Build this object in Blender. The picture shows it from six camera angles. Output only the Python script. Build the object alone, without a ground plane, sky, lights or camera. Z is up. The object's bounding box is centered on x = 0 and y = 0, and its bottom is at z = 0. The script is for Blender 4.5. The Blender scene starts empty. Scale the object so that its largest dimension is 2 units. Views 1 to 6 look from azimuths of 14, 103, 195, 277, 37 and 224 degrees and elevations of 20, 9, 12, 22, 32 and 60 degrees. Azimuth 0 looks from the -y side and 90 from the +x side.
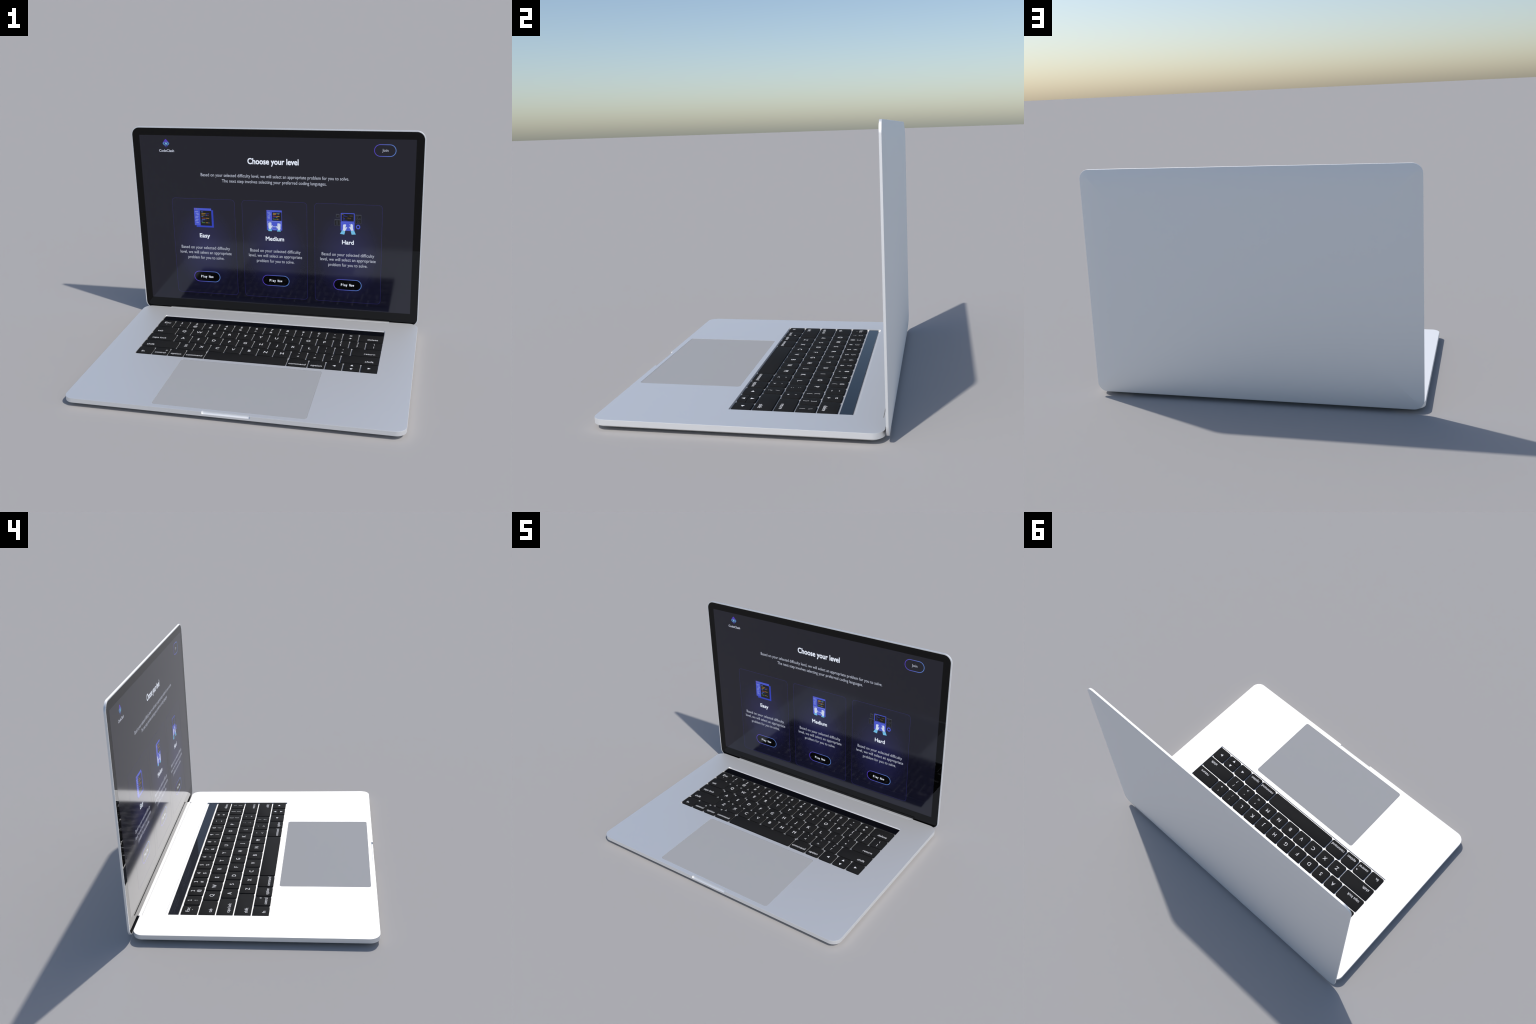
"""An open silver laptop: aluminium base with keyboard, touch strip and trackpad,
and an upright lid whose display shows a web page with three level cards."""
import bpy, bmesh, math
from mathutils import Vector

# ---------------------------------------------------------------- sizes (metres)
HALF_W = 1.0                       # half width of base and lid
BASE_Y0, BASE_Y1 = -0.704, 0.672   # front and back edge of the base
DECK_Z = 0.0521                    # height of the deck
EDGE_Z = 0.0242                    # lower edge of the visible side wall
CORNER_R = 0.060
WELL = (-0.788, -0.0875, 0.788, 0.5240)     # keyboard well x0 y0 x1 y1
WELL_Z = 0.0425
PAD = (-0.4545, -0.6720, 0.4545, -0.1165)   # trackpad
SLOT_X, SLOT_Y = 0.8024, 0.6535             # cut-out for the hinge
KEY_TOP = 0.0525
LID_Z0, LID_Z1 = 0.0262, 1.4002
BEZEL = (-0.9932, 0.0335, 0.9932, 1.3932)
SCREEN = (-0.9425, 0.1228, 0.9425, 1.3425)
LEAN = 0.0143                               # the lid leans forward a little


def lid_y(z, d=0.0):
    """World y of a lid point at height z, d behind the front plane of the lid."""
    return 0.6789 - LEAN * (z - 0.0906) + d


# ---------------------------------------------------------------- materials
def new_mat(name):
    m = bpy.data.materials.new(name)
    m.use_nodes = True
    nt = m.node_tree
    return m, nt, nt.nodes["Principled BSDF"]


def plain(name, rgb, rough, metallic=0.0, spec=0.5, emit=0.0, grain=0.0, grain_scale=900.0):
    m, nt, b = new_mat(name)
    b.inputs["Base Color"].default_value = (*rgb, 1)
    b.inputs["Roughness"].default_value = rough
    b.inputs["Metallic"].default_value = metallic
    b.inputs["Specular IOR Level"].default_value = spec
    if emit:
        b.inputs["Emission Color"].default_value = (*rgb, 1)
        b.inputs["Emission Strength"].default_value = emit
    if grain:
        tc = nt.nodes.new("ShaderNodeTexCoord")
        n = nt.nodes.new("ShaderNodeTexNoise")
        n.inputs["Scale"].default_value = grain_scale
        n.inputs["Detail"].default_value = 2
        r = nt.nodes.new("ShaderNodeMapRange")
        r.inputs["To Min"].default_value = rough - grain
        r.inputs["To Max"].default_value = rough + grain
        nt.links.new(tc.outputs["Object"], n.inputs["Vector"])
        nt.links.new(n.outputs["Fac"], r.inputs["Value"])
        nt.links.new(r.outputs["Result"], b.inputs["Roughness"])
    return m


SCREEN_ROUGH, SCREEN_SPEC, SCREEN_EMIT = 0.10, 0.5, 0.3


def on_screen(name, srgb, emit=None):
    """Colour printed by the display, given as 0-255 screen values."""
    lin = tuple((c / 255 / 12.92) if c < 10.3 else ((c / 255 + 0.055) / 1.055) ** 2.4 for c in srgb)
    return plain(name, lin, SCREEN_ROUGH, spec=SCREEN_SPEC, emit=SCREEN_EMIT if emit is None else emit)


ALU = plain("satin_aluminium", (0.87, 0.87, 0.87), 0.68, metallic=1.0, grain=0.02)
PAD_MAT = plain("trackpad_glass", (0.350, 0.354, 0.364), 0.8, spec=0.1)
KEY_MAT = plain("black_key_plastic", (0.0125, 0.0125, 0.013), 0.75, spec=0.1, grain=0.04, grain_scale=600)
LEGEND = plain("white_legend_print", (0.76, 0.76, 0.77), 0.6, spec=0.3)
BAR_MAT = plain("touch_strip_glass", (0.003, 0.003, 0.004), 0.06)
BEZEL_MAT = plain("black_bezel_glass", (0.0012, 0.0012, 0.0012), 0.015, spec=0.23)
RUBBER = plain("black_rubber", (0.02, 0.02, 0.02), 0.8)


def display_material():
    """Dark page background: grey-navy at the top, navy at the bottom, and a soft
    violet glow in the middle of each of the three cards."""
    m, nt, b = new_mat("display_page")
    N, L = nt.nodes, nt.links

    def math_(op, a, c=None):
        n = N.new("ShaderNodeMath")
        n.operation = op
        for i, v in enumerate((a, c)):
            if v is None:
                continue
            if isinstance(v, (int, float)):
                n.inputs[i].default_value = v
            else:
                L.new(v, n.inputs[i])
        return n.outputs[0]

    tc = N.new("ShaderNodeTexCoord")
    sep = N.new("ShaderNodeSeparateXYZ")
    L.new(tc.outputs["Object"], sep.inputs[0])
    x, z = sep.outputs["X"], sep.outputs["Z"]
    page = N.new("ShaderNodeValToRGB")
    page.color_ramp.elements[0].position = 0.15
    page.color_ramp.elements[0].color = (0.0054, 0.0054, 0.0125, 1)
    page.color_ramp.elements[1].position = 0.62
    page.color_ramp.elements[1].color = (0.0056, 0.0056, 0.0120, 1)
    L.new(math_("DIVIDE", math_("SUBTRACT", z, SCREEN[1]), SCREEN[3] - SCREEN[1]), page.inputs[0])
    # fold the three cards onto one
    cell = math_("MULTIPLY", math_("ROUND", math_("DIVIDE", x, 0.5088)), 0.5088)
    fx = math_("SUBTRACT", x, cell)
    fz = math_("SUBTRACT", z, 0.53)
    r2 = math_("ADD", math_("POWER", math_("DIVIDE", fx, 0.23), 2.0), math_("POWER", math_("DIVIDE", fz, 0.33), 2.0))
    glow = math_("MAXIMUM", math_("SUBTRACT", 1.0, math_("SQRT", r2)), 0.0)
    # inside a card there is always a little of the violet
    inside = math_("MULTIPLY", math_("LESS_THAN", math_("ABSOLUTE", fx), 0.2285),
                   math_("LESS_THAN", math_("ABSOLUTE", math_("SUBTRACT", z, 0.5395)), 0.359))
    inside = math_("MULTIPLY", inside, math_("LESS_THAN", math_("ABSOLUTE", x), 0.74))
    glow = math_("MULTIPLY", math_("MINIMUM", math_("ADD", glow, 0.10), 1.0), inside)
    mix = N.new("ShaderNodeMix")
    mix.data_type = "RGBA"
    mix.inputs["B"].default_value = (0.0150, 0.0145, 0.0640, 1)
    L.new(glow, mix.inputs["Factor"])
    L.new(page.outputs[0], mix.inputs["A"])
    L.new(mix.outputs["Result"], b.inputs["Base Color"])
    b.inputs["Roughness"].default_value = SCREEN_ROUGH
    b.inputs["Specular IOR Level"].default_value = SCREEN_SPEC
    if SCREEN_EMIT:
        L.new(mix.outputs["Result"], b.inputs["Emission Color"])
        b.inputs["Emission Strength"].default_value = SCREEN_EMIT
    return m


def gradient_material(name, left, right, axis="X", emit=None):
    """Two-colour run across a piece (Generated coordinates)."""
    m, nt, b = new_mat(name)
    tc = nt.nodes.new("ShaderNodeTexCoord")
    sep = nt.nodes.new("ShaderNodeSeparateXYZ")
    ramp = nt.nodes.new("ShaderNodeValToRGB")
    for e, c in zip(ramp.color_ramp.elements, (left, right)):
        e.color = (*[((v / 255 + 0.055) / 1.055) ** 2.4 for v in c], 1)
    nt.links.new(tc.outputs["Generated"], sep.inputs[0])
    nt.links.new(sep.outputs[axis], ramp.inputs[0])
    nt.links.new(ramp.outputs[0], b.inputs["Base Color"])
    b.inputs["Roughness"].default_value = SCREEN_ROUGH
    b.inputs["Specular IOR Level"].default_value = SCREEN_SPEC
    e = SCREEN_EMIT if emit is None else emit
    if e:
        nt.links.new(ramp.outputs[0], b.inputs["Emission Color"])
        b.inputs["Emission Strength"].default_value = e
    return m


# ---------------------------------------------------------------- mesh helpers
ROOT = bpy.data.objects.new("laptop", None)
bpy.context.scene.collection.objects.link(ROOT)
ROOT["label"] = "open silver laptop with black keyboard and dark web page on screen"
ROOT["category"] = "laptop"


def link(name, mesh, mat, parent):
    ob = bpy.data.objects.new(name, mesh)
    bpy.context.scene.collection.objects.link(ob)
    if mat is not None and not mesh.materials:
        mesh.materials.append(mat)
    ob.parent = parent
    return ob


def rounded_rect(x0, y0, x1, y1, r, seg=10):
    """Counter-clockwise outline of a rectangle with round corners; r is one radius
    or four (front right, back right, back left, front left)."""
    lim = min((x1 - x0) / 2, (y1 - y0) / 2) - 1e-6
    rr = [max(min(v, lim), 1e-5) for v in (r if isinstance(r, tuple) else (r,) * 4)]
    pts = []
    for k, (sx, sy, a0) in enumerate(((1, -1, -90), (1, 1, 0), (-1, 1, 90), (-1, -1, 180))):
        v = rr[k]
        cx = x1 - v if sx > 0 else x0 + v
        cy = y1 - v if sy > 0 else y0 + v
        for i in range(seg + 1):
            a = math.radians(a0 + 90 * i / seg)
            pts.append((cx + v * math.cos(a), cy + v * math.sin(a)))
    return pts


def loft(rect, r, rings, place, seg=10):
    """Closed solid through insets of a rounded rectangle; rings = (inset, level)."""
    bm = bmesh.new()
    loops = []
    x0, y0, x1, y1 = rect
    for inset, lev in rings:
        ri = tuple(max(v - inset, 0.001) for v in (r if isinstance(r, tuple) else (r,) * 4))
        o = rounded_rect(x0 + inset, y0 + inset, x1 - inset, y1 - inset, ri, seg)
        loops.append([bm.verts.new(place(px, py, lev)) for px, py in o])
    n = len(loops[0])
    for a, b in zip(loops, loops[1:]):
        for i in range(n):
            bm.faces.new((a[i], a[(i + 1) % n], b[(i + 1) % n], b[i]))
    bm.faces.new(list(reversed(loops[0])))
    bm.faces.new(loops[-1])
    bmesh.ops.recalc_face_normals(bm, faces=bm.faces)
    return bm


def to_mesh(bm, name, smooth=35):
    me = bpy.data.meshes.new(name)
    bm.to_mesh(me)
    bm.free()
    if smooth:
        me.shade_smooth()
        me.set_sharp_from_angle(angle=math.radians(smooth))
    return me


def flat_xy(px, py, lev):
    return (px, py, lev)


def on_lid(px, pz, d):
    return (px, lid_y(pz, d), pz)


def finish(ob, cutters=()):
    """Cut, weight the normals and freeze the modifiers."""
    for c in cutters:
        m = ob.modifiers.new("cut", "BOOLEAN")
        m.operation = "DIFFERENCE"
        m.solver = "EXACT"
        m.object = c
    dg = bpy.context.evaluated_depsgraph_get()
    me = bpy.data.meshes.new_from_object(ob.evaluated_get(dg))
    ob.modifiers.clear()
    old = ob.data
    ob.data = me
    me.name = old.name
    me.shade_smooth()
    me.set_sharp_from_angle(angle=math.radians(35))
    w = ob.modifiers.new("weights", "WEIGHTED_NORMAL")
    w.keep_sharp = True
    w.weight = 100
    for c in cutters:
        bpy.data.objects.remove(c)


# ---------------------------------------------------------------- base
body = link("base", to_mesh(loft(
    (-HALF_W, BASE_Y0, HALF_W, BASE_Y1), CORNER_R,
    [(0.10, 0.0060), (0.050, 0.0075), (0.020, 0.0125), (0.008, 0.0190), (0.0010, EDGE_Z - 0.0004), (0.0, EDGE_Z),
     (0.0, DECK_Z - 0.0012), (0.0004, DECK_Z - 0.0004), (0.0012, DECK_Z)], flat_xy, 14), "base"), ALU, ROOT)


def cutter(rect, r, z0, z1):
    return link("cutter", to_mesh(loft(rect, r, [(0, z0), (0, z1)], flat_xy, 6), "cutter", 0), None, None)


def notch_cutter():
    """Finger scoop at the front edge: a rounded trough seen in section."""
    bm = bmesh.new()
    sec = [(-0.72, DECK_Z + 0.01), (-0.6925, DECK_Z + 0.01), (-0.6925, DECK_Z)]
    for i in range(1, 9):
        a = math.radians(90 * i / 8)
        sec.append((-0.6925 - 0.0125 * (1 - math.cos(a)), DECK_Z - 0.0150 * math.sin(a)))
    sec.append((-0.72, DECK_Z - 0.0150))
    rings = [[bm.verts.new((x, y, z)) for y, z in sec] for x in (-0.1405, 0.1405)]
    n = len(sec)
    for i in range(n):
        bm.faces.new((rings[0][i], rings[0][(i + 1) % n], rings[1][(i + 1) % n], rings[1][i]))
    bm.faces.new(rings[0])
    bm.faces.new(list(reversed(rings[1])))
    bmesh.ops.recalc_face_normals(bm, faces=bm.faces)
    return link("cutter", to_mesh(bm, "cutter", 0), None, None)


finish(body, (
    cutter(WELL, 0.003, WELL_Z, 0.2),
    cutter(PAD, 0.016, 0.0490, 0.2),
    cutter((-SLOT_X, SLOT_Y, SLOT_X, 0.9), 0.001, -0.1, 0.2),
    notch_cutter(),
))

for fx in (-0.86, 0.86):
    for fy in (-0.57, 0.54):
        link("foot", to_mesh(loft((fx - 0.035, fy - 0.035, fx + 0.035, fy + 0.035), 0.035,
                                  [(0.004, 0.0), (0.0, 0.002), (0.0, 0.008)], flat_xy, 10), "foot"), RUBBER, body)

trackpad = link("trackpad", to_mesh(loft(
    (PAD[0] + 0.0008, PAD[1] + 0.0008, PAD[2] - 0.0008, PAD[3] - 0.0008), 0.015,
    [(0, 0.0485), (0, 0.0508), (0.0006, 0.0513)], flat_xy, 8), "trackpad"), PAD_MAT, ROOT)
finish(trackpad)

touch_bar = link("touch_bar", to_mesh(loft(
    (-0.784, 0.4478, 0.784, 0.5096), 0.002,
    [(0, WELL_Z - 0.001), (0, 0.0488), (0.0005, 0.0493)], flat_xy, 4), "touch_bar"), BAR_MAT, ROOT)
finish(touch_bar)

# hinge: a long bar that closes the gap between deck and lid
def section_bar(sec, x0, x1):
    """Solid bar along x with a (y, z) section."""
    bm = bmesh.new()
    rings = [[bm.verts.new((x, y, z)) for y, z in sec] for x in (x0, x1)]
    n = len(sec)
    for i in range(n):
        bm.faces.new((rings[0][i], rings[0][(i + 1) % n], rings[1][(i + 1) % n], rings[1][i]))
    bm.faces.new(rings[0])
    bm.faces.new(list(reversed(rings[1])))
    bmesh.ops.recalc_face_normals(bm, faces=bm.faces)
    return bm


hinge = link("hinge", to_mesh(section_bar(
    [(0.6538, 0.020), (0.6538, 0.0440), (0.6602, 0.0440), (0.6602, DECK_Z - 0.0010), (0.6610, DECK_Z - 0.0002),
     (0.6796, DECK_Z - 0.0002), (0.6799, DECK_Z - 0.0005), (0.6799, 0.0360), (0.6785, 0.0350), (0.6785, 0.026), (0.6740, 0.020)],
    -SLOT_X + 0.0006, SLOT_X - 0.0006), "hinge"), ALU, ROOT)
finish(hinge)

# ---------------------------------------------------------------- lettering
FONT_CACHE = {}


def glyph_mesh(text):
    """Mesh of a word in the built-in font, baseline at 0, capital height 1."""
    key = text
    if key in FONT_CACHE:
        return FONT_CACHE[key]
    cu = bpy.data.curves.new("lettering", "FONT")
    cu.body = text
    cu.size = 1.0
    cu.resolution_u = 3
    ob = bpy.data.objects.new("lettering", cu)
    bpy.context.scene.collection.objects.link(ob)
    dg = bpy.context.evaluated_depsgraph_get()
    me = bpy.data.meshes.new_from_object(ob.evaluated_get(dg))
    bpy.data.objects.remove(ob)
    verts = [v.co.copy() for v in me.vertices]
    faces = [tuple(p.vertices) for p in me.polygons]
    FONT_CACHE[key] = (verts, faces)
    return FONT_CACHE[key]


_cap = glyph_mesh("H")[0]
CAP = max(v.y for v in _cap) - min(v.y for v in _cap)


class Sheet:
    """Collects flat print (words, rectangles, outlines) for one part."""

    def __init__(self, place):
        self.v, self.f, self.place = [], [], place

    def add(self, pts, faces):
        k = len(self.v)
        self.v += [self.place(*p) for p in pts]
        self.f += [tuple(i + k for i in f) for f in faces]

    def word(self, text, x0, x1, base, cap, bold=0.0, lay=0):
        """Bold = four stacked copies moved by a share of the capital height."""
        verts, faces = glyph_mesh(text)
        a, b = min(v.x for v in verts), max(v.x for v in verts)
        g = bold * cap
        sx, sy = (x1 - x0 - 2 * g) / (b - a), (cap - 2 * g) / CAP
        for i, (ox, oy) in enumerate(((-g, -g), (g, -g), (g, g), (-g, g)) if bold else ((0, 0),)):
            self.add([(x0 + g + ox + (v.x - a) * sx, base + g + oy + v.y * sy, lay + 0.2 * i) for v in verts], faces)

    def centred(self, text, cx, base, cap, bold=0.0, squeeze=1.0, lay=0):
        verts, _ = glyph_mesh(text)
        w = (max(v.x for v in verts) - min(v.x for v in verts)) * cap / CAP * squeeze
        self.word(text, cx - w / 2, cx + w / 2, base, cap, bold, lay)

    def middle(self, text, cx, cy, cap, bold=0.0, squeeze=1.0):
        verts, _ = glyph_mesh(text)
        mid = (max(v.y for v in verts) + min(v.y for v in verts)) / 2 * cap / CAP
        self.centred(text, cx, cy - mid, cap, bold, squeeze)

    def poly(self, pts, lay=0):
        self.add([(p[0], p[1], lay) for p in pts], [tuple(range(len(pts)))])

    def rect(self, x0, y0, x1, y1, lay=0, r=0.0):
        self.poly(rounded_rect(x0, y0, x1, y1, r, 5) if r else [(x0, y0), (x1, y0), (x1, y1), (x0, y1)], lay)

    def band(self, outer, inner, lay=0):
        n = len(outer)
        self.add([(p[0], p[1], lay) for p in outer + inner],
                 [(i, (i + 1) % n, n + (i + 1) % n, n + i) for i in range(n)])

    def frame(self, x0, y0, x1, y1, r, w, lay=0, seg=8):
        self.band(rounded_rect(x0, y0, x1, y1, r, seg),
                  rounded_rect(x0 + w, y0 + w, x1 - w, y1 - w, max(r - w, 1e-4), seg), lay)

    def stroke(self, pts, w, lay=0):
        for (ax, ay), (bx, by) in zip(pts, pts[1:]):
            l = math.hypot(bx - ax, by - ay)
            nx, ny = -(by - ay) / l * w / 2, (bx - ax) / l * w / 2
            self.poly([(ax - nx, ay - ny), (bx - nx, by - ny), (bx + nx, by + ny), (ax + nx, ay + ny)], lay)

    def build(self, name, mat, parent):
        me = bpy.data.meshes.new(name)
        me.from_pydata(self.v, [], self.f)
        me.update()
        return link(name, me, mat, parent)


# ---------------------------------------------------------------- keyboard
PITCH, GAP = 0.10872, 0.0090
ROW_PITCH, KEY_D, ROW_Y = 0.1047, 0.0955, -0.0778
LEFT, RIGHT = -0.7895, 0.7895
key_meshes = {}


KEY_R = 0.0115


def key_mesh(w, d, r=KEY_R):
    k = (round(w, 4), round(d, 4), r)
    if k not in key_meshes:
        key_meshes[k] = to_mesh(loft((-w / 2, -d / 2, w / 2, d / 2), r,
                                     [(0, WELL_Z - 0.0005), (0, KEY_TOP - 0.0008), (0.0003, KEY_TOP - 0.0003),
                                      (0.0010, KEY_TOP)], flat_xy, 5), "key")
    return key_meshes[k]


def make_key(x0, x1, y0, d, legend, r=KEY_R):
    cx, cy = (x0 + x1) / 2, y0 + d / 2
    k = link("key", key_mesh(x1 - x0 - GAP, d, r), KEY_MAT, ROOT)
    k.location = (cx, cy, 0)
    if not legend:
        return
    s = Sheet(lambda px, py, lay: (px - cx, py - cy, KEY_TOP + 0.0003 + 0.0004 * lay))
    legend(s, x0 + GAP / 2, x1 - GAP / 2, y0, cx, cy)
    ob = s.build("key_legend", LEGEND, k)


def letter(ch):
    return lambda s, x0, x1, y0, cx, cy: s.centred(ch, cx, cy - 0.0128, 0.0255, 0.005, 0.98)


def pair(top, low):
    def f(s, x0, x1, y0, cx, cy):
        for ch, dy in ((top, 0.0195), (low, -0.0195)):
            if ch == "1":                       # flag, stem and foot
                z = cy + dy
                s.rect(cx - 0.0012, z - 0.0095, cx + 0.0014, z + 0.0120)
                s.poly([(cx - 0.0012, z + 0.0120), (cx - 0.0065, z + 0.0085), (cx - 0.0065, z + 0.0062), (cx - 0.0012, z + 0.0092)])
                s.rect(cx - 0.0065, z - 0.0120, cx + 0.0068, z - 0.0095)
            elif ch in "0123456789":
                s.centred(ch, cx, cy + dy - 0.0120, 0.0238, 0.0)
            elif ch in "-_=+'\".,":
                s.middle(ch, cx, cy + dy, 0.0240, 0.025)
            else:
                s.middle(ch, cx, cy + dy, 0.0205, 0.0)
    return f


def corner_word(text, side, width, cap=0.0195):
    def f(s, x0, x1, y0, cx, cy):
        a = {"l": x0 + 0.0285, "r": x1 - 0.0315 - width, "c": cx - width / 2}[side]
        s.word(text, a, a + width, y0 + 0.0205, cap, 0.0)
    return f


def esc(s, x0, x1, y0, cx, cy):
    s.word("Esc", -0.7525, -0.7069, y0 + 0.0485, 0.0215, 0.0)
    s.middle("`", -0.7310, y0 + 0.0325, 0.0200, 0.02)


def control(s, x0, x1, y0, cx, cy):
    corner_word("control", "c", 0.0725)(s, x0, x1, y0, cx, cy)
    s.middle("^", -0.5925, y0 + 0.0640, 0.0190, 0.02)


def arrow(dx, dy):
    def f(s, x0, x1, y0, cx, cy):
        a = 0.0095
        s.poly([(cx + dx * a, cy + dy * a), (cx - dx * a - dy * a, cy - dy * a + dx * a),
                (cx - dx * a + dy * a, cy - dy * a - dx * a)])
    return f


def key_row(index, left, widths, legends):
    y0 = ROW_Y + ROW_PITCH * index
    x = left
    for w, lg in zip(widths, legends):
        make_key(x, x + w, y0, KEY_D, lg)
        x += w


WIDE = RIGHT - LEFT - 13 * PITCH
key_row(4, LEFT, [PITCH] * 13 + [WIDE],
        [esc] + [pair(a, b) for a, b in zip("1234567890-=", "!@#$%^&*)(_+")] + [corner_word("delete", "r", 0.0700)])
key_row(3, LEFT, [WIDE] + [PITCH] * 13,
        [corner_word("tab", "l", 0.0375)] + [letter(c) for c in "QWERTYUIOP"] + [pair("[", "{"), pair("]", "}"), pair("\\", "|")])
CAPS = (RIGHT - LEFT - 11 * PITCH) / 2
key_row(2, LEFT, [CAPS] + [PITCH] * 11 + [CAPS],
        [corner_word("caps lock", "l", 0.0990)] + [letter(c) for c in "ASDFGHJKL"] + [pair(":", ";"), pair("'", "\""),
         corner_word("return", "r", 0.0700)])
SHIFT = (RIGHT - LEFT - 10 * PITCH) / 2
key_row(1, LEFT, [SHIFT] + [PITCH] * 10 + [SHIFT],
        [corner_word("shift", "l", 0.0520)] + [letter(c) for c in "ZXCVBNM"] + [pair(",", "<"), pair(".", ">"), pair("/", "?"),
         corner_word("shift", "r", 0.0540)])
X = [LEFT, -0.6798, -0.5710, -0.4617, -0.3247, 0.2178, 0.3522, 0.4612, 0.5705, 0.6805, RIGHT]
key_row(0, LEFT, [X[i + 1] - X[i] for i in range(8)],
        [corner_word("fn", "l", 0.0215), control, corner_word("option", "c", 0.0700), corner_word("command", "c", 0.1080),
         None, corner_word("command", "c", 0.1080), corner_word("option", "c", 0.0700), arrow(-1, 0)])
make_key(X[8], X[9], ROW_Y, KEY_D / 2 - 0.0008, arrow(0, -1), (KEY_R, 0.001, 0.001, KEY_R))
make_key(X[8], X[9], ROW_Y + KEY_D / 2 + 0.0008, KEY_D / 2 - 0.0008, arrow(0, 1),
         (0.001, KEY_R, KEY_R, 0.001))
make_key(X[9], X[10], ROW_Y, KEY_D, arrow(1, 0))

# ---------------------------------------------------------------- lid
lid = link("lid", to_mesh(loft(
    (-HALF_W, LID_Z0, HALF_W, LID_Z1), CORNER_R,
    [(0.0006, 0.0), (0.0, 0.0006), (0.0, 0.0112), (0.0007, 0.0119), (0.0100, 0.0134), (0.0300, 0.0159), (0.0600, 0.0192),
     (0.1000, 0.0224), (0.1700, 0.0254), (0.2700, 0.0270), (0.4000, 0.0276), (0.5500, 0.0279)], on_lid, 14), "lid"), ALU, ROOT)
finish(lid, (link("cutter", to_mesh(loft(BEZEL, 0.052, [(0, -0.01), (0, 0.0020)], on_lid, 14), "cutter", 0), None, None),))

bezel = link("bezel", to_mesh(loft(BEZEL, 0.052, [(0, 0.0024), (0.0, 0.0009), (0.0005, 0.0005)], on_lid, 14), "bezel"),
             BEZEL_MAT, ROOT)
finish(bezel)

display = link("display", to_mesh(loft(SCREEN, 0.0005, [(0, 0.0010), (0, 0.0003)], on_lid, 2), "display", 0),
               display_material(), ROOT)

# ---------------------------------------------------------------- page on the display
LAYER = 0.00012


def page_sheet(cx=0.0, cz=0.0, unit=1.0):
    return Sheet(lambda px, pz, lay: (cx + px * unit, lid_y(cz + pz * unit, 0.0003 - LAYER * (lay + 1)), cz + pz * unit))


def ink(name, rgb):
    return on_screen(name, rgb)


WHITE = ink("page_white", (238, 241, 248))
SOFT = ink("page_soft_white", (188, 190, 200))
CARD_LINE = ink("card_outline_violet", (37, 34, 82))
PILL_LINE = gradient_material("pill_outline_gradient", (80, 55, 176), (90, 126, 192))
PILL_FILL = ink("pill_black", (3, 3, 5))
BLUE = ink("icon_blue", (70, 84, 196))
DEEP = ink("icon_deep_blue", (42, 60, 178))
DARK = ink("icon_dark", (5, 5, 7))
PALE = ink("icon_pale_blue", (148, 158, 214))
LINEBLUE = ink("icon_line_blue", (92, 106, 196))
CODE = {"b": ink("code_blue", (70, 96, 170)), "v": ink("code_violet", (34, 36, 138)), "y": ink("code_amber", (154, 117, 48)),
        "d": ink("code_dim_amber", (104, 78, 40)), "r": ink("code_red", (160, 70, 58)), "g": ink("code_green", (84, 138, 70)), "c": ink("code_cyan", (86, 160, 180))}
GLOVE = ink("icon_hand", (214, 219, 232))
CUFF = ink("icon_cuff", (112, 188, 222))
FAINT = ink("icon_faint_grey", (58, 60, 69))

# logo: violet diamond with angle brackets and a bolt, and the site name
logo = page_sheet(-0.7515, 1.2870, 0.001)
logo.poly([(0, 29), (4, 27), (25, 3), (26, -1), (25, -4), (4, -29), (0, -31), (-4, -29), (-23, -4), (-24, -1), (-23, 3), (-4, 27)])
logo.build("logo", gradient_material("logo_violet", (22, 20, 72), (84, 54, 186), "Z"), display)
mark = page_sheet(-0.7515, 1.2870, 0.001)
mark.stroke([(-9, 8), (-20, -2), (-9, -13)], 5, 1)
mark.stroke([(10, 8), (21, -3), (10, -14)], 5, 1)
mark.build("logo_bracket", ink("logo_teal", (76, 152, 172)), display)
bolt = page_sheet(-0.7515, 1.2870, 0.001)
bolt.poly([(5, 15), (2, 2), (9, 0), (-3, -21), (-0.5, -7), (-6, -4)], 2)
bolt.build("logo_bolt", ink("logo_mint", (118, 196, 204)), display)
t = page_sheet()
t.word("CodeClash", -0.8045, -0.6955, 1.2265, 0.0175, 0.03)
t.build("site_name", SOFT, display)

t = page_sheet()
t.word("Choose your level", -0.1765, 0.1755, 1.1555, 0.0415, 0.028)
t.build("heading", WHITE, display)
t = page_sheet()
t.word("Based on your selected difficulty level, we will select an appropriate problem for you to solve.",
       -0.5135, 0.5125, 1.0610, 0.0225)
t.word("The next step involves selecting your preferred coding languages.", -0.3630, 0.3620, 1.0215, 0.0225)
t.build("paragraph", SOFT, display)

t = page_sheet()
t.frame(0.6732, 1.2280, 0.8157, 1.3094, 0.0405, 0.0044)
t.build("button_outline", PILL_LINE, display)
t = page_sheet()
t.word("Join", 0.7255, 0.7648, 1.2612, 0.0185)
t.build("button_text", SOFT, display)

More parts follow.
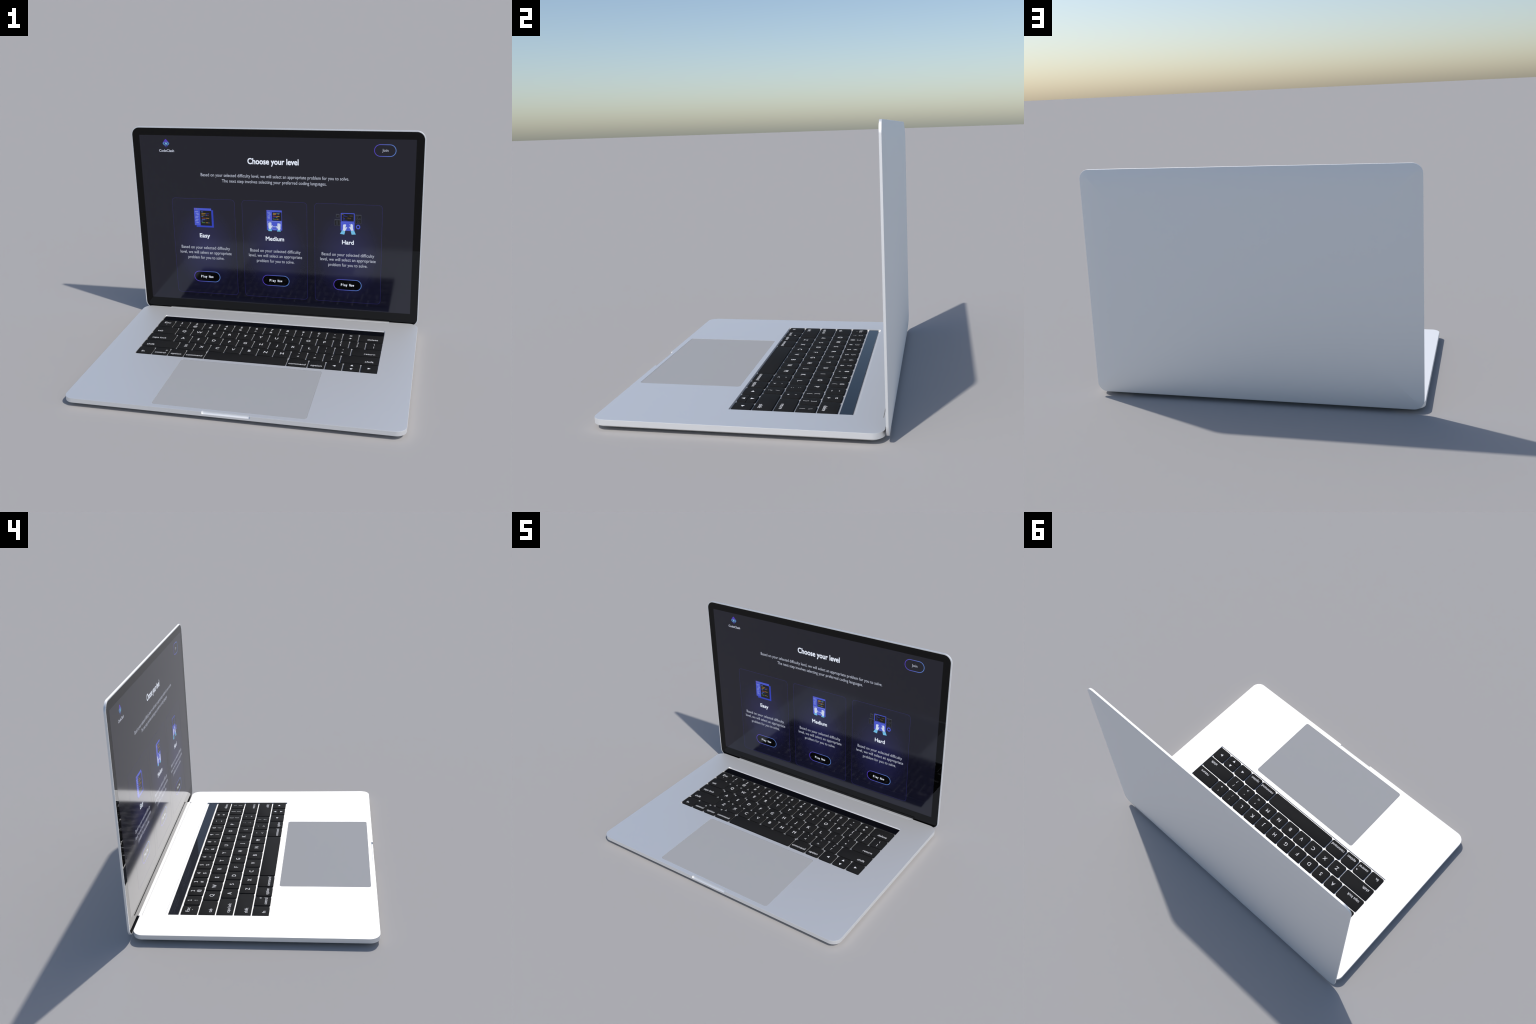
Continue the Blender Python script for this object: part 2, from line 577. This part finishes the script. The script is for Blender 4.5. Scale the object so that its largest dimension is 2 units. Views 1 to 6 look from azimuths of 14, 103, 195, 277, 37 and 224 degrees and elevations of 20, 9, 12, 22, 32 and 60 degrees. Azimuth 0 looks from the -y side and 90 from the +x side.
STEP = 0.5088
for name, c in (("Easy", -1), ("Medium", 0), ("Hard", 1)):
    cx = c * STEP
    t = page_sheet(cx)
    t.frame(-0.2290, 0.1800, 0.2290, 0.8990, 0.026, 0.0024)
    t.build("card_outline", CARD_LINE, display)
    t = page_sheet(cx)
    w = {"Easy": 0.0380, "Medium": 0.0655, "Hard": 0.0403}[name]
    t.word(name, -w, w, 0.6110, 0.0310, 0.028)
    t.build("card_title", WHITE, display)
    t = page_sheet(cx)
    for line, hw, z in (("Based on your selected difficulty", 0.1802, 0.5240),
                        ("level, we will select an appropriate", 0.1908, 0.4866),
                        ("problem for you to solve.", 0.1345, 0.4478)):
        t.word(line, -hw, hw, z, 0.0225)
    t.build("card_paragraph", SOFT, display)
    t = page_sheet(cx)
    t.rect(-0.0965, 0.2715, 0.0965, 0.3505, 0, 0.0393)
    t.build("button_fill", PILL_FILL, display)
    t = page_sheet(cx)
    t.frame(-0.0980, 0.2700, 0.0980, 0.3520, 0.0408, 0.0044, 1)
    t.build("button_outline", PILL_LINE, display)
    t = page_sheet(cx)
    for i, ch in enumerate("Play Now"):          # typewriter spacing
        if ch != " ":
            x = -0.0410 + 0.01172 * i
            hw = 0.0012 if ch == "l" else 0.0049
            t.word(ch, x - hw, x + hw, 0.3020, 0.0185, 0.025, 2)
    t.build("button_text", WHITE, display)

# --- icon of the first card: code editor window
def icon_part(name, cx, mat, draw):
    s = page_sheet(cx, 0.76, 0.001)
    draw(s)
    s.build(name, mat, display)


def bars(rows, h=2.6, lay=3):
    return lambda s: [s.rect(a, z - h / 2, b, z + h / 2, lay) for a, b, z in rows]


ex = -STEP
icon_part("icon_window_shadow", ex, DEEP, lambda s: s.rect(-57, -71.5, 70, 56, 0))
icon_part("icon_window", ex, DARK, lambda s: s.rect(-27, -59, 56.5, 52, 1))
icon_part("icon_sidebar", ex, BLUE, lambda s: (s.rect(-69.7, -58.8, -27, 51, 1), s.rect(-69.7, 52.5, 56.5, 69, 1)))
for i, col in enumerate("ryg"):
    icon_part("icon_dot", ex, CODE[col], lambda s: s.rect(-64 + 11 * i, 58.2, -58 + 11 * i, 64.2, 2, 2.9))
icon_part("icon_text_line", ex, PALE, bars([(-63, -40, 41.4), (-56.5, -36.5, 30), (-51, -34, 19.1), (-60.5, -39, 7.8), (-63.4, -43.5, -3.6),
                                            (-58.8, -40.4, -15), (-63.8, -45.7, -26), (-57.4, -39.7, -37.8)], 3.2))
for col, rows in {
    "b": [(-19.3, -3.5, 42), (12.5, 24.4, 19), (-17, -3.7, 8), (-15, 8, -15.4), (-19.4, -7.4, -26.4), (32, 39, -37.8)],
    "y": [(-16, 14, 30.5), (-16.5, 7.5, 19), (13.9, 38.3, -3.8), (12.7, 28.9, -37.6)],
    "v": [(17, 39, 30), (10.4, 19.3, -15.4)],
    "r": [(27.2, 35.7, 19), (-14.7, 11.1, -4.1)],
    "g": [(-16.3, 7, -38.2)],
}.items():
    icon_part("icon_code_line", ex, CODE[col], bars(rows, 4.6 if col in "yb" else 3.8))

# --- icon of the second card: hands on a laptop seen from above
icon_part("icon_laptop", 0.0, BLUE, lambda s: s.rect(-54.5, -70.5, 53.5, 75, 0, 2))
icon_part("icon_window", 0.0, DARK, lambda s: s.rect(-15.8, 0, 51.2, 61.7, 1))
icon_part("icon_text_line", 0.0, PALE, bars([(-48.8, -29.6, 58.5), (-43.3, -26, 51.8), (-38.3, -23.2, 44.8), (-44.2, -27, 37.5),
                                             (-47.9, -31.3, 30.3), (-43, -29.5, 23.3), (-47.9, -34.3, 18.9), (-44, -29.1, 12)], 2.4))
icon_part("icon_keyboard", 0.0, PALE, lambda s: (s.stroke([(-47.5, -40), (-47.5, -6.5), (46, -6.5), (46, -40)], 2.4, 1),
                                                  s.rect(-13.5, -48, 13.5, -40, 1), s.frame(-14.5, -63.4, 13, -46, 2, 2.2, 1)))
for col, rows in {
    "v": [(-11, 1, 57), (15, 24.3, 44), (-8.8, 1.3, 38.4), (-8.5, 12.4, 24.7), (-12, -2, 17.5), (32.3, 36.6, 11.6)],
    "y": [(-8.5, 16, 51.6), (-8.7, 11.3, 44.5), (15, 37.1, 31.3), (14.8, 28.9, 11.2)],
    "c": [(19, 37.5, 51.1), (14, 21.2, 25)],
    "r": [(26, 34, 44), (-8.7, 13.3, 31.8)],
    "g": [(-9.5, 11.8, 10.8)],
}.items():
    icon_part("icon_code_line", 0.0, CODE[col], bars(rows, 5.0 if col == "y" else 3.6))
for i, col in enumerate("ryg"):
    icon_part("icon_dot", 0.0, CODE[col], lambda s: s.rect(-50.4 + 7.2 * i, 68, -47 + 7.2 * i, 71.4, 2, 1.6))


def hand_two(s):
    # palm, three fingers and a thumb per hand, mirrored
    for k, ox, oz in ((1, 0, 0), (-1, -1, -5)):
        def X2(p): return (k * p[0] + ox, p[1] + oz)
        def P(pts): s.poly([X2(p) for p in (pts if k == 1 else pts[::-1])], 4)
        P([(-43, -52), (-40, -60.5), (-24, -60.5), (-22.5, -52), (-21.5, -30), (-43, -30)])
        P([(-43, -30.2), (-37.6, -30.2), (-37.6, -15.5), (-40, -15), (-43, -20)])
        P([(-36.8, -30.2), (-30.4, -30.2), (-30.4, -12.8), (-36.8, -14.5)])
        P([(-29.6, -30.2), (-21.5, -30.2), (-21.4, -16), (-23, -14.2), (-29.6, -13)])
        P([(-22.2, -54), (-13.8, -40), (-14.6, -33), (-17, -33.5), (-21.8, -40.5)])


icon_part("icon_hand", 0.0, GLOVE, hand_two)
icon_part("icon_cuff", 0.0, CUFF, lambda s: (s.poly([(-45, -77.6), (-18.6, -77.4), (-22.9, -60.6), (-42.6, -60.6)], 4),
                                             s.poly([(16, -78.2), (43.8, -77.8), (38.7, -65.6), (21.8, -65.6)], 4)))

# --- icon of the third card: hands on a laptop, faint boxes and a ring around it
hx = STEP
icon_part("icon_laptop", hx, BLUE, lambda s: (s.frame(-49.5, 15, 43.9, 75.4, 4, 5.2, 0, 5), s.rect(-50, -50.5, 44, 14, 0, 4)))
icon_part("icon_window", hx, DARK, lambda s: s.rect(-44.3, 18.4, 38.7, 70, 1))
icon_part("icon_keyboard", hx, LINEBLUE, lambda s: (s.frame(-44, -24, 39, 9, 3, 2.0, 1, 4), s.rect(-14, -32, 8, -24.5, 1),
                                                     s.rect(-16, -50, 14, -47.5, 1)))
for col, rows in {
    "r": [(-43, -39.5, 66.4)], "y": [(-39, -35, 66.5)], "d": [(10.6, 29.3, 56), (-35, -30.6, 45.2), (-4.7, 4.3, 41), (3.1, 19.8, 36.8)],
    "g": [(-34.5, -31, 66.7)],
    "v": [(-33.3, -20.3, 60), (-33.2, -4.8, 53), (-33.7, -22.8, 38.7), (-33.7, -21.4, 33.4), (-33, -26.5, 26.5), (-31.7, -5.8, 21)],
}.items():
    icon_part("icon_code_line", hx, CODE[col], bars(rows, 3.0, 2))


def hands_three(s):
    s.poly([(-36.4, -46.8), (-20.8, -53.6), (-11.8, -39.5), (-16.4, -32.9), (-16.5, -20.6), (-12.7, -8), (-14, -5), (-22.4, -4), (-31, -6),
            (-33.5, -10), (-33.9, -33.7)], 3)
    s.poly([(-18, -44), (-11.8, -39.5), (-8.0, -27), (-10.5, -22.5), (-16.4, -32.9)], 3)
    s.poly([(22, -48.8), (38.2, -45.3), (33.5, -31.9), (32.6, -8), (29.9, -3), (22.8, 0), (18, 0), (17.1, -12.2), (15.3, -25.9), (12.8, -32.8)], 3)
    s.poly([(17, -40), (8.3, -24), (9, -18.5), (15.3, -25.9)], 3)
    s.poly([(17.1, -12.2), (9.6, -6), (9.7, -3.4), (15.1, -6)], 3)


icon_part("icon_hand", hx, GLOVE, hands_three)
icon_part("icon_cuff", hx, CUFF, lambda s: (s.poly([(-53.9, -73.6), (-24.5, -77.9), (-19.4, -54.9), (-39.7, -47)], 4),
                                            s.poly([(24.9, -76), (52.9, -73.5), (41.4, -45.8), (18.8, -52)], 4)))


def ring(s):
    o = [(68 + 14.5 * math.cos(a), -19.7 + 16.4 * math.sin(a)) for a in (2 * math.pi * i / 28 for i in range(28))]
    q = [(68 + 7.2 * math.cos(a), -19.7 + 8.4 * math.sin(a)) for a in (2 * math.pi * i / 28 for i in range(28))]
    s.band(o, q)


icon_part("icon_ring", hx, BLUE, ring)
icon_part("icon_ring_hole", hx, DARK, lambda s: s.rect(60.8, -28.1, 75.2, -11.3, 0, 7.1))


def boxes(s):
    for x0, z0, x1, z1 in ((-82.2, 42, -58.5, 67.2), (-92, -16, -54.5, 29.4), (49.7, 3.4, 88.5, 67)):
        s.frame(x0, z0, x1, z1, 0.4, 2.0, 1, 2)
        s.rect(x0 + 2, z1 - 6, x1 - 2, z1 - 2, 1)
    s.stroke([(-74, 57), (-78, 53), (-74, 49)], 1.8, 1)
    s.stroke([(-67, 57), (-63, 53), (-67, 49)], 1.8, 1)
    for i in range(7):
        s.rect(-84 + 2 * (i % 3), 17 - 4.4 * i, -66 - 3 * (i % 2), 19 - 4.4 * i, 1)
    for bx, bz, bw in ((63, 53, 5), (62, 35, 5), (77, 36, 5), (70, 15, 6)):
        s.frame(bx - bw, bz - bw, bx + bw, bz + bw, 1.2, 1.8, 1, 3)
    s.stroke([(62.5, 48), (62.2, 40)], 1.8, 1)
    s.stroke([(67, 36), (72, 36)], 1.8, 1)
    s.stroke([(64, 30), (69, 21)], 1.8, 1)


icon_part("icon_box", hx, FAINT, boxes)
icon_part("icon_box_inside", hx, ink("icon_box_shade", (13, 13, 18)), lambda s: (s.rect(-81.8, 42.4, -59, 66.8), s.rect(-91.6, -15.6, -55, 29), s.rect(50, 3.8, 88, 66.6)))

# everything hangs under the laptop; the scratch lettering data goes
for cu in list(bpy.data.curves):
    bpy.data.curves.remove(cu)
